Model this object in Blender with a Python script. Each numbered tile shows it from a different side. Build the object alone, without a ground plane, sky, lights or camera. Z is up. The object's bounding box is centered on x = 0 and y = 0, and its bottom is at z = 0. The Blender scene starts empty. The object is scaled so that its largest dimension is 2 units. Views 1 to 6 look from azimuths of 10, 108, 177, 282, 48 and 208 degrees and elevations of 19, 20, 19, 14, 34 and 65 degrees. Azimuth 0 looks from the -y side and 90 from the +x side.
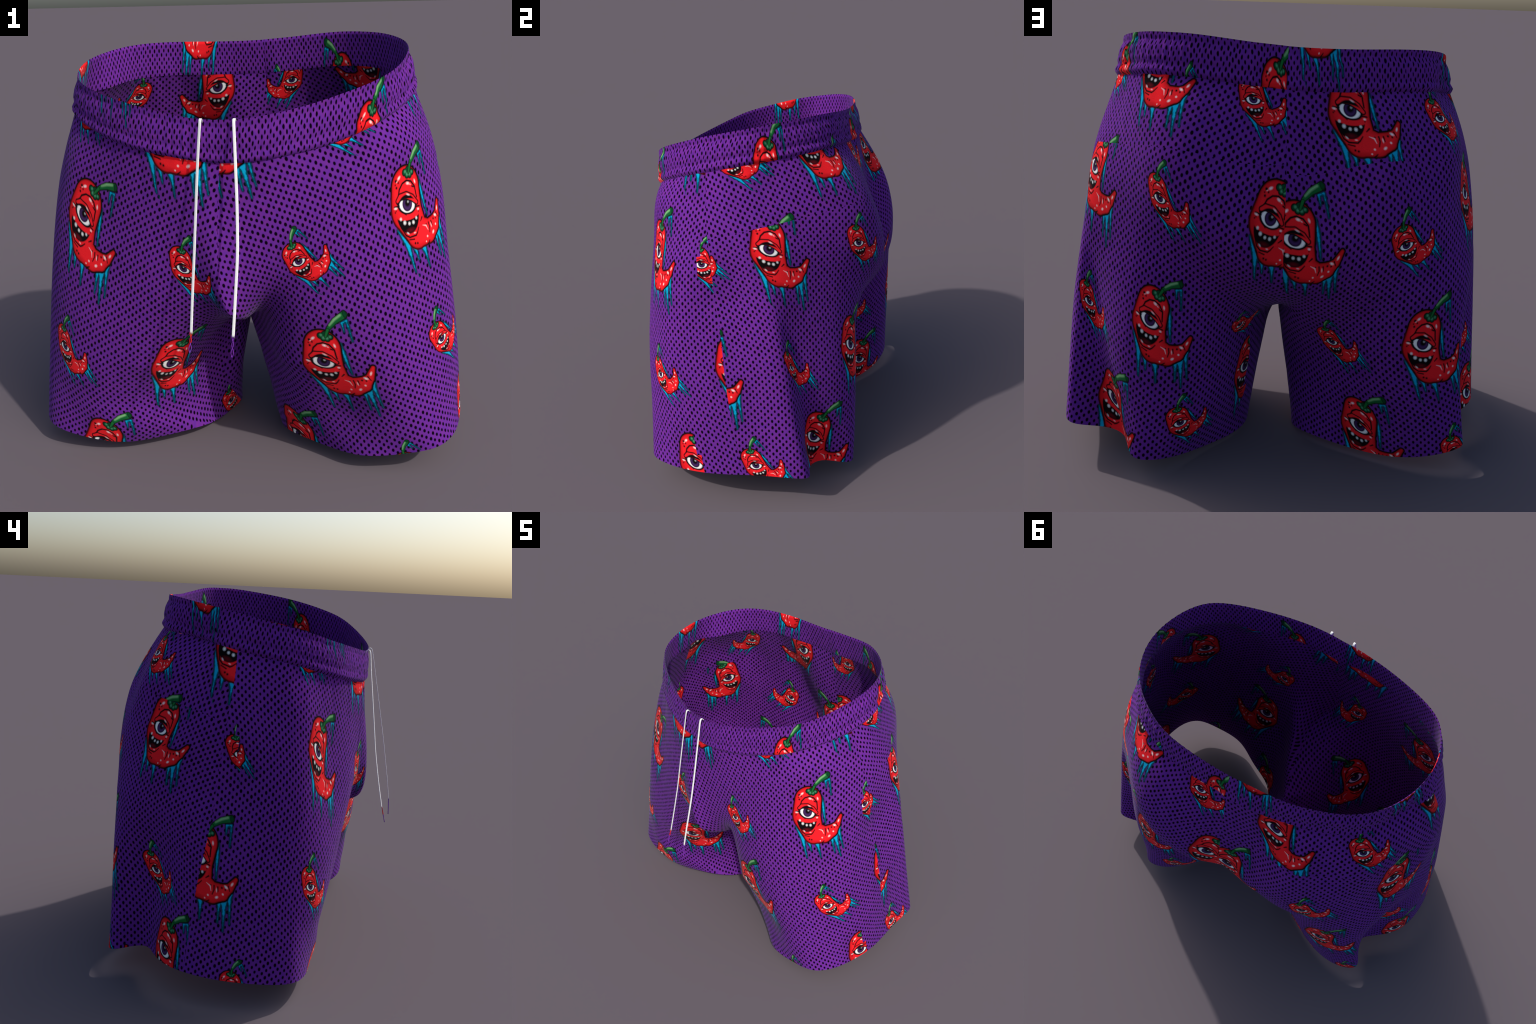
"""Drawstring shorts in perforated purple cloth with a printed one-eyed chili motif.

The cloth is a loft: each half of the shorts (wearer's left / right) is a stack of
cross-section curves running from the centre front round the side to the centre back.
Above the crotch a section is open (front seam to back seam), below it the section closes
on itself at the inseam and becomes a trouser leg.  Every sewn panel is laid flat with a
small relaxation so that dots and motifs have the same size everywhere on the cloth.
"""
import math
import random

import bpy
import numpy as np

random.seed(7)
np.random.seed(7)

# ---------------------------------------------------------------- cross-sections (metres)
LEFT = {}
LEFT["rim"] = [(-0.005, -0.522, 1.559), (0.036, -0.525, 1.56), (0.119, -0.524, 1.565), (0.238, -0.495, 1.587), (0.348, -0.456, 1.612), (0.446, -0.408, 1.642), (0.538, -0.357, 1.67), (0.615, -0.289, 1.703), (0.66, -0.195, 1.732), (0.682, -0.092, 1.76), (0.692, 0.016, 1.783), (0.679, 0.127, 1.802), (0.636, 0.233, 1.817), (0.569, 0.328, 1.83), (0.472, 0.398, 1.833), (0.367, 0.452, 1.832), (0.25, 0.469, 1.82), (0.132, 0.476, 1.807), (0.052, 0.476, 1.802), (0.012, 0.475, 1.798)]
LEFT["waist_seam"] = [(-0.008, -0.511, 1.393), (0.032, -0.52, 1.396), (0.112, -0.513, 1.395), (0.229, -0.504, 1.42), (0.337, -0.456, 1.435), (0.438, -0.408, 1.463), (0.538, -0.37, 1.503), (0.614, -0.296, 1.537), (0.669, -0.204, 1.568), (0.716, -0.107, 1.598), (0.721, 0.007, 1.618), (0.715, 0.125, 1.645), (0.649, 0.234, 1.651), (0.591, 0.347, 1.671), (0.495, 0.429, 1.676), (0.379, 0.473, 1.675), (0.259, 0.499, 1.663), (0.137, 0.507, 1.651), (0.056, 0.497, 1.643), (0.016, 0.51, 1.641)]
LEFT["high_hip"] = [(-0.043, -0.612, 0.828), (-0.008, -0.574, 0.865), (0.058, -0.535, 0.961), (0.167, -0.513, 1.099), (0.281, -0.489, 1.22), (0.401, -0.456, 1.322), (0.521, -0.426, 1.413), (0.64, -0.359, 1.472), (0.728, -0.243, 1.479), (0.763, -0.101, 1.478), (0.791, 0.041, 1.499), (0.728, 0.173, 1.499), (0.664, 0.304, 1.512), (0.597, 0.435, 1.52), (0.514, 0.557, 1.518), (0.401, 0.65, 1.498), (0.273, 0.66, 1.422), (0.146, 0.645, 1.346), (0.055, 0.623, 1.308), (0.008, 0.61, 1.298)]
LEFT["hip"] = [(0.08, -0.514, 0.731), (0.097, -0.486, 0.767), (0.129, -0.486, 0.851), (0.21, -0.496, 0.962), (0.306, -0.493, 1.069), (0.414, -0.478, 1.169), (0.528, -0.433, 1.257), (0.645, -0.355, 1.318), (0.752, -0.248, 1.35), (0.804, -0.102, 1.367), (0.824, 0.054, 1.391), (0.78, 0.208, 1.395), (0.697, 0.347, 1.386), (0.606, 0.48, 1.369), (0.52, 0.614, 1.334), (0.403, 0.707, 1.271), (0.27, 0.735, 1.182), (0.142, 0.736, 1.085), (0.067, 0.676, 1.029), (0.018, 0.657, 1.011)]
LEFT["low_hip"] = [(0.051, -0.237, 0.673), (0.09, -0.267, 0.694), (0.13, -0.351, 0.739), (0.206, -0.458, 0.822), (0.32, -0.501, 0.92), (0.447, -0.492, 1.015), (0.575, -0.439, 1.096), (0.69, -0.347, 1.164), (0.795, -0.237, 1.226), (0.852, -0.088, 1.272), (0.84, 0.077, 1.292), (0.822, 0.245, 1.296), (0.729, 0.381, 1.263), (0.621, 0.5, 1.216), (0.514, 0.61, 1.15), (0.389, 0.677, 1.064), (0.254, 0.68, 0.969), (0.128, 0.64, 0.873), (0.059, 0.571, 0.821), (0.005, 0.56, 0.803)]
LEFT["seat"] = [(0.02, -0.103, 0.632), (0.068, -0.141, 0.64), (0.117, -0.249, 0.655), (0.19, -0.414, 0.668), (0.329, -0.499, 0.744), (0.476, -0.495, 0.845), (0.626, -0.446, 0.926), (0.751, -0.353, 1.007), (0.845, -0.238, 1.099), (0.88, -0.077, 1.163), (0.831, 0.093, 1.183), (0.849, 0.27, 1.206), (0.736, 0.382, 1.125), (0.625, 0.5, 1.05), (0.502, 0.597, 0.968), (0.353, 0.612, 0.874), (0.22, 0.534, 0.789), (0.12, 0.411, 0.717), (0.045, 0.333, 0.676), (-0.011, 0.315, 0.665)]
LEFT["crotch_level"] = [(-0.008, -0.007, 0.594), (0.036, -0.08, 0.576), (0.128, -0.217, 0.542), (0.212, -0.423, 0.498), (0.393, -0.474, 0.565), (0.55, -0.483, 0.664), (0.69, -0.441, 0.743), (0.791, -0.335, 0.828), (0.888, -0.237, 0.934), (0.887, -0.075, 1.007), (0.835, 0.107, 1.042), (0.866, 0.298, 1.09), (0.779, 0.374, 0.939), (0.669, 0.512, 0.854), (0.517, 0.624, 0.777), (0.325, 0.584, 0.699), (0.188, 0.422, 0.639), (0.087, 0.217, 0.585), (0.026, 0.066, 0.564), (-0.008, -0.007, 0.594)]
LEFT["upper_thigh"] = [(0.087, -0.137, 0.407), (0.118, -0.182, 0.397), (0.176, -0.275, 0.385), (0.294, -0.397, 0.365), (0.464, -0.397, 0.407), (0.611, -0.493, 0.443), (0.732, -0.433, 0.549), (0.834, -0.327, 0.65), (0.929, -0.217, 0.763), (0.907, -0.041, 0.838), (0.874, 0.151, 0.906), (0.879, 0.359, 0.938), (0.816, 0.311, 0.737), (0.73, 0.504, 0.652), (0.546, 0.65, 0.582), (0.31, 0.57, 0.528), (0.165, 0.348, 0.495), (0.047, 0.109, 0.465), (0.028, -0.064, 0.428), (0.087, -0.137, 0.407)]
LEFT["mid_thigh"] = [(0.142, -0.143, 0.264), (0.16, -0.19, 0.253), (0.208, -0.279, 0.245), (0.335, -0.35, 0.258), (0.483, -0.352, 0.278), (0.622, -0.411, 0.301), (0.759, -0.43, 0.378), (0.864, -0.34, 0.472), (0.936, -0.207, 0.565), (0.957, -0.031, 0.635), (0.938, 0.168, 0.698), (0.898, 0.378, 0.747), (0.77, 0.422, 0.585), (0.742, 0.507, 0.395), (0.571, 0.65, 0.386), (0.342, 0.572, 0.356), (0.183, 0.364, 0.335), (0.066, 0.121, 0.307), (0.091, -0.062, 0.28), (0.142, -0.143, 0.264)]
LEFT["lower_thigh"] = [(0.13, -0.089, 0.132), (0.154, -0.142, 0.133), (0.214, -0.237, 0.142), (0.351, -0.323, 0.159), (0.502, -0.37, 0.177), (0.646, -0.429, 0.191), (0.795, -0.425, 0.236), (0.899, -0.321, 0.304), (0.968, -0.178, 0.37), (0.983, 0.005, 0.422), (0.916, 0.208, 0.456), (0.941, 0.427, 0.52), (0.783, 0.393, 0.37), (0.688, 0.43, 0.177), (0.639, 0.652, 0.228), (0.402, 0.6, 0.193), (0.233, 0.405, 0.171), (0.094, 0.181, 0.147), (0.102, -0.001, 0.134), (0.13, -0.089, 0.132)]
LEFT["hem"] = [(0.152, -0.025, 0.005), (0.162, -0.101, 0.028), (0.211, -0.235, 0.078), (0.4, -0.305, 0.058), (0.553, -0.421, 0.087), (0.739, -0.404, 0.114), (0.885, -0.388, 0.141), (0.962, -0.278, 0.16), (0.988, -0.135, 0.159), (1.009, 0.036, 0.179), (0.952, 0.264, 0.18), (0.952, 0.518, 0.188), (0.787, 0.419, 0.134), (0.655, 0.465, 0.118), (0.654, 0.65, 0.092), (0.468, 0.598, 0.073), (0.338, 0.412, 0.015), (0.133, 0.252, 0.013), (0.116, 0.067, 0), (0.152, -0.025, 0.005)]
RIGHT = {}
RIGHT["rim"] = [(-0.005, -0.522, 1.559), (-0.037, -0.521, 1.558), (-0.104, -0.518, 1.56), (-0.202, -0.494, 1.576), (-0.306, -0.464, 1.593), (-0.411, -0.424, 1.613), (-0.515, -0.376, 1.636), (-0.612, -0.312, 1.666), (-0.675, -0.211, 1.69), (-0.707, -0.094, 1.717), (-0.706, 0.022, 1.744), (-0.684, 0.133, 1.761), (-0.64, 0.234, 1.778), (-0.572, 0.321, 1.79), (-0.48, 0.386, 1.795), (-0.37, 0.427, 1.795), (-0.25, 0.459, 1.792), (-0.12, 0.467, 1.793), (-0.032, 0.472, 1.795), (0.012, 0.475, 1.798)]
RIGHT["waist_seam"] = [(-0.008, -0.511, 1.393), (-0.043, -0.51, 1.395), (-0.11, -0.523, 1.403), (-0.211, -0.505, 1.417), (-0.316, -0.478, 1.426), (-0.422, -0.44, 1.448), (-0.524, -0.379, 1.473), (-0.624, -0.307, 1.509), (-0.711, -0.21, 1.54), (-0.718, -0.076, 1.561), (-0.765, 0.041, 1.594), (-0.678, 0.128, 1.6), (-0.626, 0.233, 1.622), (-0.592, 0.346, 1.63), (-0.49, 0.405, 1.636), (-0.377, 0.45, 1.637), (-0.253, 0.481, 1.634), (-0.122, 0.507, 1.635), (-0.03, 0.51, 1.636), (0.016, 0.51, 1.641)]
RIGHT["high_hip"] = [(-0.043, -0.612, 0.828), (-0.059, -0.616, 0.882), (-0.084, -0.573, 0.977), (-0.169, -0.532, 1.104), (-0.286, -0.493, 1.196), (-0.415, -0.448, 1.258), (-0.545, -0.392, 1.303), (-0.673, -0.346, 1.355), (-0.747, -0.234, 1.413), (-0.774, -0.097, 1.454), (-0.804, 0.044, 1.49), (-0.752, 0.186, 1.49), (-0.721, 0.337, 1.502), (-0.627, 0.462, 1.489), (-0.485, 0.489, 1.434), (-0.402, 0.617, 1.439), (-0.261, 0.566, 1.392), (-0.13, 0.526, 1.321), (-0.039, 0.581, 1.298), (0.008, 0.61, 1.298)]
RIGHT["hip"] = [(0.08, -0.514, 0.731), (0.022, -0.508, 0.72), (-0.07, -0.499, 0.778), (-0.185, -0.537, 0.886), (-0.315, -0.522, 0.978), (-0.444, -0.458, 1.052), (-0.576, -0.395, 1.119), (-0.711, -0.36, 1.2), (-0.772, -0.235, 1.279), (-0.82, -0.095, 1.338), (-0.851, 0.057, 1.374), (-0.785, 0.199, 1.35), (-0.74, 0.35, 1.323), (-0.663, 0.49, 1.307), (-0.519, 0.559, 1.279), (-0.392, 0.662, 1.271), (-0.253, 0.668, 1.186), (-0.131, 0.654, 1.077), (-0.037, 0.651, 1.019), (0.018, 0.657, 1.011)]
RIGHT["low_hip"] = [(0.051, -0.237, 0.673), (-0.002, -0.266, 0.666), (-0.07, -0.359, 0.683), (-0.177, -0.492, 0.718), (-0.334, -0.527, 0.783), (-0.483, -0.476, 0.858), (-0.625, -0.416, 0.939), (-0.759, -0.366, 1.037), (-0.82, -0.241, 1.14), (-0.864, -0.094, 1.218), (-0.877, 0.073, 1.251), (-0.816, 0.227, 1.215), (-0.752, 0.374, 1.163), (-0.663, 0.516, 1.141), (-0.535, 0.625, 1.115), (-0.382, 0.68, 1.07), (-0.233, 0.676, 0.992), (-0.109, 0.651, 0.884), (-0.043, 0.588, 0.819), (0.005, 0.56, 0.803)]
RIGHT["seat"] = [(0.02, -0.103, 0.632), (-0.034, -0.136, 0.628), (-0.096, -0.242, 0.624), (-0.185, -0.402, 0.596), (-0.34, -0.501, 0.611), (-0.513, -0.494, 0.677), (-0.67, -0.444, 0.761), (-0.794, -0.357, 0.865), (-0.859, -0.238, 0.986), (-0.846, -0.074, 1.067), (-0.879, 0.101, 1.108), (-0.845, 0.279, 1.086), (-0.76, 0.436, 1.044), (-0.646, 0.577, 1.016), (-0.485, 0.653, 0.971), (-0.325, 0.672, 0.884), (-0.179, 0.595, 0.804), (-0.063, 0.476, 0.731), (-0.036, 0.367, 0.683), (-0.011, 0.315, 0.665)]
RIGHT["crotch_level"] = [(-0.008, -0.007, 0.594), (-0.061, -0.062, 0.582), (-0.144, -0.176, 0.535), (-0.226, -0.354, 0.472), (-0.376, -0.474, 0.469), (-0.552, -0.481, 0.529), (-0.711, -0.443, 0.609), (-0.834, -0.342, 0.698), (-0.885, -0.225, 0.826), (-0.877, -0.068, 0.918), (-0.897, 0.109, 0.971), (-0.849, 0.292, 0.962), (-0.779, 0.469, 0.919), (-0.639, 0.603, 0.869), (-0.449, 0.638, 0.808), (-0.288, 0.543, 0.713), (-0.128, 0.421, 0.622), (0.007, 0.242, 0.562), (-0.008, 0.075, 0.573), (-0.008, -0.007, 0.594)]
RIGHT["upper_thigh"] = [(-0.143, -0.055, 0.362), (-0.185, -0.085, 0.379), (-0.217, -0.181, 0.386), (-0.293, -0.318, 0.35), (-0.427, -0.416, 0.35), (-0.585, -0.478, 0.385), (-0.744, -0.447, 0.456), (-0.863, -0.338, 0.537), (-0.907, -0.22, 0.666), (-0.919, -0.064, 0.765), (-0.938, 0.116, 0.835), (-0.856, 0.301, 0.842), (-0.802, 0.498, 0.794), (-0.641, 0.61, 0.699), (-0.431, 0.627, 0.614), (-0.28, 0.464, 0.537), (-0.141, 0.284, 0.462), (-0.01, 0.096, 0.401), (-0.034, -0.053, 0.348), (-0.143, -0.055, 0.362)]
RIGHT["mid_thigh"] = [(-0.128, -0.036, 0.195), (-0.17, -0.068, 0.202), (-0.225, -0.155, 0.222), (-0.31, -0.287, 0.229), (-0.442, -0.379, 0.235), (-0.6, -0.429, 0.256), (-0.759, -0.429, 0.32), (-0.89, -0.349, 0.411), (-0.929, -0.192, 0.503), (-0.98, -0.024, 0.59), (-0.937, 0.158, 0.668), (-0.779, 0.291, 0.698), (-0.792, 0.497, 0.66), (-0.715, 0.596, 0.489), (-0.507, 0.631, 0.425), (-0.338, 0.49, 0.37), (-0.192, 0.32, 0.315), (-0.053, 0.151, 0.254), (-0.049, 0.009, 0.2), (-0.128, -0.036, 0.195)]
RIGHT["lower_thigh"] = [(-0.089, 0.057, 0.086), (-0.122, 0.005, 0.083), (-0.185, -0.099, 0.094), (-0.274, -0.255, 0.126), (-0.401, -0.386, 0.129), (-0.569, -0.46, 0.14), (-0.735, -0.414, 0.196), (-0.9, -0.379, 0.265), (-0.948, -0.206, 0.326), (-0.97, -0.015, 0.387), (-0.956, 0.199, 0.434), (-0.768, 0.302, 0.471), (-0.775, 0.506, 0.465), (-0.824, 0.541, 0.27), (-0.623, 0.616, 0.261), (-0.425, 0.539, 0.211), (-0.255, 0.404, 0.173), (-0.09, 0.266, 0.134), (-0.052, 0.128, 0.098), (-0.089, 0.057, 0.086)]
RIGHT["hem"] = [(-0.085, 0.156, 0), (-0.105, 0.088, 0), (-0.154, -0.044, 0), (-0.19, -0.22, 0.065), (-0.364, -0.308, 0.049), (-0.537, -0.397, 0.044), (-0.726, -0.42, 0.085), (-0.911, -0.391, 0.116), (-0.968, -0.225, 0.123), (-1.019, -0.018, 0.138), (-0.961, 0.259, 0.142), (-0.742, 0.36, 0.126), (-0.798, 0.459, 0.117), (-0.861, 0.545, 0.111), (-0.701, 0.596, 0.09), (-0.528, 0.554, 0.045), (-0.35, 0.452, 0.027), (-0.165, 0.347, 0.039), (-0.079, 0.232, 0.014), (-0.085, 0.156, 0)]
TORSO = ['waist_seam', 'high_hip', 'hip', 'low_hip', 'seat', 'crotch_level']
LEG = ['upper_thigh', 'mid_thigh', 'lower_thigh', 'hem']
HALVES = [{"rim": h["rim"], "torso": [h[k] for k in TORSO], "leg": [h[k] for k in LEG]} for h in (LEFT, RIGHT)]

# height of the yoke seam on the back, measured along u
YOKE_U = [0.5, 0.55, 0.6, 0.65, 0.7, 0.75, 0.8, 0.85, 0.9, 0.95, 1]
YOKE_W = [[0.53, 0.463, 0.398, 0.339, 0.286, 0.239, 0.2, 0.168, 0.142, 0.122, 0.105], [0.566, 0.471, 0.388, 0.318, 0.262, 0.219, 0.188, 0.167, 0.152, 0.138, 0.122]]
# waistband cross-section from rim (0) to seam (1): outward bulge of the elastic channels
BAND_PROFILE = [(0, 0), (0.07, 0.0005), (0.16, -0.003), (0.27, 0.004), (0.37, 0.009), (0.60, 0.011), (0.72, 0.005), (0.80, 0.010), (0.88, 0.0155), (0.94, 0.010), (1, 0)]
BAND_BELLY = [(0, 0), (0.2, 0.003), (0.5, 0.009), (0.75, 0.012), (0.9, 0.013), (0.96, 0.010), (1, 0)]
GATHER = (0.70, 1.15)
CLOTH = 0.003

# printed chilies on each flat piece: eye position, size and turn (degrees)
ART_TO_CLOTH = np.array([[0.3586, 0.0382], [-0.0859, 0.3988]])
PRINTS = {
    "front_panel": [
        [(0.289, -0.411, 0.98, 2), (-0.213, -0.897, 1.01, -0), (0.463, -1.465, 1, 0, -9, 0.5), (0.771, -0.988, 1, 0), (-0.485, -1.42, 1.01, -0), (-0.403, 0.25, 1, -15), (0.494, 0.155, 0.99, 2), (-0.233, -0.428, 0.63, 28), (0.333, -1.017, 0.63, 33), (0.642, -0.468, 0.61, 31, 0.621, 9), (0.025, -1.501, 0.61, 31), (0.029, 0.028, 0.61, 31)],
        [(-0.17, -0.393, 1.01, -3), (0.334, -0.96, 1.02, -5), (0.006, -1.449, 1, -0), (-0.771, -0.979, 1, -2), (0.097, 0.131, 1.04, 22), (-0.185, -1.005, 0.63, 33), (0.354, -0.4, 0.63, 33), (-0.527, -1.552, 0.61, 31), (-0.62, -0.5, 0.61, 31, -9, -0.631), (-0.737, -0.485, 0.61, 31, -0.631, 9), (-0.344, 0.031, 0.61, 31), (0.698, -1.52, 0.61, 31)],
    ],
    "back_panel": [
        [(-0.41, -0.186, 0.98, -1), (-0.185, -1.181, 1, 0), (0.517, -0.133, 1, 0), (0.038, -0.705, 0.94, -1), (-0.861, -0.773, 1.04, -1), (0.595, -1.07, 1, 0, -9, 0.618), (-0.801, -0.206, 0.61, 31), (-0.616, -1.291, 0.63, 35), (-0.375, -0.789, 0.61, 31), (0.06, -0.174, 0.63, 31), (0.206, -1.181, 0.61, 34), (0.509, -0.809, 0.61, 31, -9, 9, 0.5)],
        [(-0.558, -0.196, 1.03, -1), (0.36, -0.191, 1, 3), (0.026, -0.787, 1, -1), (-0.308, -1.268, 1.02, -2), (0.542, -1.273, 0.99, -2), (-0.085, -0.315, 0.64, 32), (-0.398, -0.838, 0.62, 35), (0.431, -0.931, 0.61, 31), (0.118, -1.364, 0.61, 31)],
    ],
    "back_yoke": [
        [(-0.033, 0.039, 0.96, 0), (-0.358, -0.46, 1, 0), (0.391, -0.058, 0.59, 32), (-0.432, 0.042, 0.61, 31)],
        [(-0.301, -0.077, 0.98, 0), (0.482, 0.071, 1.04, 16), (0.248, -0.467, 1, 0), (0.107, -0.129, 0.61, 31)],
    ],
    "waistband": [
        [(0.842, -0.204, 0.97, 6), (1.782, -0.189, 0.97, 6), (2.774, -0.192, 0.97, 6), (2.314, -0.233, 0.61, 31)],
        [(-0.749, 0.207, 0.97, 6), (-2.762, 0.156, 0.97, 6), (-1.761, 0.155, 0.97, 6)],
    ],
    "waistband_lining": [
        [(2.298, -0.232, 0.97, 6), (0.345, -0.238, 0.97, 6), (1.369, -0.209, 0.97, 6), (2.751, -0.254, 0.61, 31)],
        [(-2.475, 0.114, 0.97, 6), (-0.259, 0.148, 0.97, 6), (-1.431, 0.143, 0.97, 6)],
    ],
}

# drawstrings: path over the rim and down the front, tip of the frayed end, twist, first colour
DRAWSTRINGS = [
    ([(0.057, -0.541, 1.562), (0.062, -0.563, 1.469), (0.067, -0.583, 1.371), (0.072, -0.603, 1.273), (0.075, -0.623, 1.173), (0.076, -0.643, 1.072), (0.072, -0.662, 0.97), (0.067, -0.681, 0.865), (0.061, -0.697, 0.761)], (0.055, -0.7025, 0.677), 4, "purple"),
    ([(-0.07, -0.542, 1.561), (-0.077, -0.556, 1.468), (-0.083, -0.57, 1.369), (-0.088, -0.584, 1.269), (-0.093, -0.598, 1.168), (-0.098, -0.612, 1.066), (-0.103, -0.63, 0.962), (-0.107, -0.65, 0.859), (-0.11, -0.672, 0.756)], (-0.114, -0.692, 0.681), -12, "red"),
]


# ---------------------------------------------------------------- surface maths
def knot_vector(n, p=3):
    return np.concatenate([np.zeros(p), np.linspace(0, 1, n - p + 1), np.ones(p)])


def spline_basis(n, t, p=3):
    """Clamped cubic B-spline basis: one row per parameter, one column per control point."""
    k = knot_vector(n, p)
    t = np.clip(np.asarray(t, float), 0, 1 - 1e-9)
    B = np.array([(t >= k[i]) & (t < k[i + 1]) for i in range(len(k) - 1)], float).T
    for d in range(1, p + 1):
        N = np.zeros((len(t), len(k) - 1 - d))
        for i in range(N.shape[1]):
            a, b = k[i + d] - k[i], k[i + d + 1] - k[i + 1]
            if a > 0:
                N[:, i] += (t - k[i]) / a * B[:, i]
            if b > 0:
                N[:, i] += (k[i + d + 1] - t) / b * B[:, i + 1]
        B = N
    return B


def loft(sections, v, u):
    """Points of the lofted patch at parameter arrays v, u of the same shape."""
    C = np.array(sections, float)
    shape = np.shape(u)
    Bv = spline_basis(C.shape[0], np.ravel(v))
    Bu = spline_basis(C.shape[1], np.ravel(u))
    return np.einsum("kr,kc,rcd->kd", Bv, Bu, C).reshape(*shape, 3)


def half_points(half, w, u):
    """w in 0..2: 0 waist seam, 1 crotch level, 2 hem.  u in 0..1: centre front, side, centre back."""
    w, u = np.broadcast_arrays(np.asarray(w, float), np.asarray(u, float))
    top = loft(half["torso"], np.clip(w, 0, 1), u)
    low = loft([half["torso"][-1]] + half["leg"], np.clip(w - 1, 0, 1), u)
    return np.where((w <= 1)[..., None], top, low)


def flatten(P, rounds=700):
    """Lay a curved grid of cloth flat, keeping its edge lengths (position-based relaxation)."""
    nv, nu = P.shape[:2]
    du = np.linalg.norm(np.diff(P, axis=1), axis=2)
    dv = np.linalg.norm(np.diff(P, axis=0), axis=2)
    x = np.concatenate([np.zeros((nv, 1)), np.cumsum(du, 1)], 1)
    x -= x[:, nu // 2][:, None]
    y = -np.concatenate([np.zeros((1, nu)), np.cumsum(dv, 0)], 0)
    y = np.repeat(y.mean(1)[:, None], nu, 1) * 0.5 + y * 0.5
    Q = np.stack([x, y], -1)
    pairs = []
    for (a, b) in (((0, 0), (0, 1)), ((0, 0), (1, 0)), ((0, 0), (1, 1)), ((1, 0), (0, 1)), ((0, 0), (0, 2)), ((0, 0), (2, 0))):
        m, n = max(a[0], b[0]), max(a[1], b[1])
        A = (slice(a[0], nv - m + a[0]), slice(a[1], nu - n + a[1]))
        B = (slice(b[0], nv - m + b[0]), slice(b[1], nu - n + b[1]))
        pairs.append((A, B, np.linalg.norm(P[A] - P[B], axis=2)))
    for _ in range(rounds):
        D, W = np.zeros_like(Q), np.zeros((nv, nu, 1))
        for A, B, L in pairs:
            d = Q[B] - Q[A]
            n = np.maximum(np.linalg.norm(d, axis=2), 1e-9)
            c = d * (0.5 * (n - L) / n)[..., None]
            D[A] += c
            D[B] -= c
            W[A] += 1
            W[B] += 1
        Q += 1.4 * D / W
    return Q


# ---------------------------------------------------------------- panels of the pattern
def refine(A, k=2):
    """Insert k-1 evenly spaced values between neighbours along both axes."""
    for axis in (0, 1):
        n = A.shape[axis]
        t = np.linspace(0, n - 1, (n - 1) * k + 1)
        i = np.minimum(t.astype(int), n - 2)
        f = (t - i).reshape([-1, 1] if axis == 0 else [1, -1])
        if A.ndim == 3:
            f = f[..., None]
        A = np.take(A, i, axis) * (1 - f) + np.take(A, i + 1, axis) * f
    return A


def panel_parameters(side):
    """(w, u) grids of the three sewn pieces of one half."""
    n = 33
    u = np.linspace(0, 0.5, n)[None]
    w = np.r_[np.linspace(0, 1, 36), np.linspace(1, 2, 36)[1:]][:, None]
    W, U = np.broadcast_arrays(w, u)
    out = {"front_panel": (W, U)}
    u = np.linspace(0.5, 1, n)
    y = np.interp(u, YOKE_U, YOKE_W[side])[None]
    s = np.linspace(0, 1, 13)[:, None]
    out["back_yoke"] = (s * y, np.broadcast_to(u[None], (13, n)))
    s = np.linspace(0, 1, 28)[:, None]
    W = np.concatenate([y + (1 - y) * s, 1 + np.linspace(0, 1, 36)[1:, None] + 0 * y])
    out["back_panel"] = (W, np.broadcast_to(u[None], W.shape))
    return out


def key_of(p):
    return tuple(np.round(p, 4))


def weld_normals(grids, flips):
    """Smooth normals shared by every piece that meets at the same point."""
    total = {}
    fields = []
    for P, flip in zip(grids, flips):
        N = np.zeros_like(P)
        a, b, c, d = P[:-1, :-1], P[:-1, 1:], P[1:, 1:], P[1:, :-1]
        f = np.cross(c - a, b - d) * flip
        for sl in ((slice(0, -1), slice(0, -1)), (slice(0, -1), slice(1, None)), (slice(1, None), slice(1, None)), (slice(1, None), slice(0, -1))):
            N[sl] += f
        fields.append(N)
        nv, nu = P.shape[:2]
        for i in range(nv):
            for j in (range(nu) if i in (0, nv - 1) else (0, nu - 1)):
                k = key_of(P[i, j])
                total[k] = total.get(k, 0) + N[i, j]
    for P, N in zip(grids, fields):
        nv, nu = P.shape[:2]
        for i in range(nv):
            for j in (range(nu) if i in (0, nv - 1) else (0, nu - 1)):
                N[i, j] = total[key_of(P[i, j])]
        N /= np.maximum(np.linalg.norm(N, axis=2, keepdims=True), 1e-12)
    return fields


# ---------------------------------------------------------------- print placement
ART_EYE = np.array([0.335, 0.695])


def to_art(Q, motif):
    """Flat cloth coordinates to the drawing coordinates of one printed chili."""
    x, y, size, turn = motif[:4]
    d = Q - np.array([x, y])
    if len(motif) > 6:  # cloth pushed together along its length
        d = d / np.array([1.0, motif[6]])
    a = math.radians(turn)
    R = np.array([[math.cos(a), math.sin(a)], [-math.sin(a), math.cos(a)]])
    L = (d @ R.T) / size @ np.linalg.inv(ART_TO_CLOTH).T
    return np.stack([ART_EYE[0] + L[..., 0], ART_EYE[1] - L[..., 1]], -1)


def print_coords(quads, motifs):
    """quads: (n, 4, 2) cloth coordinates of faces -> (n, 4, 2) drawing coordinates."""
    centre = quads.mean(1)
    best = np.full(len(quads), 1.0)
    out = np.full(quads.shape, 9.0)
    for m in motifs:
        pad = 0.06 / m[2]
        A = to_art(centre, m)
        d = np.maximum(abs(A[:, 0] - 0.51) / (0.46 + pad), abs(A[:, 1] - 0.79) / (0.71 + pad))
        pick = d < best
        if len(m) > 4:
            pick &= (centre[:, 0] > m[4]) & (centre[:, 0] < m[5])
        best[pick] = d[pick]
        out[pick] = to_art(quads[pick], m)
    return out


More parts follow.
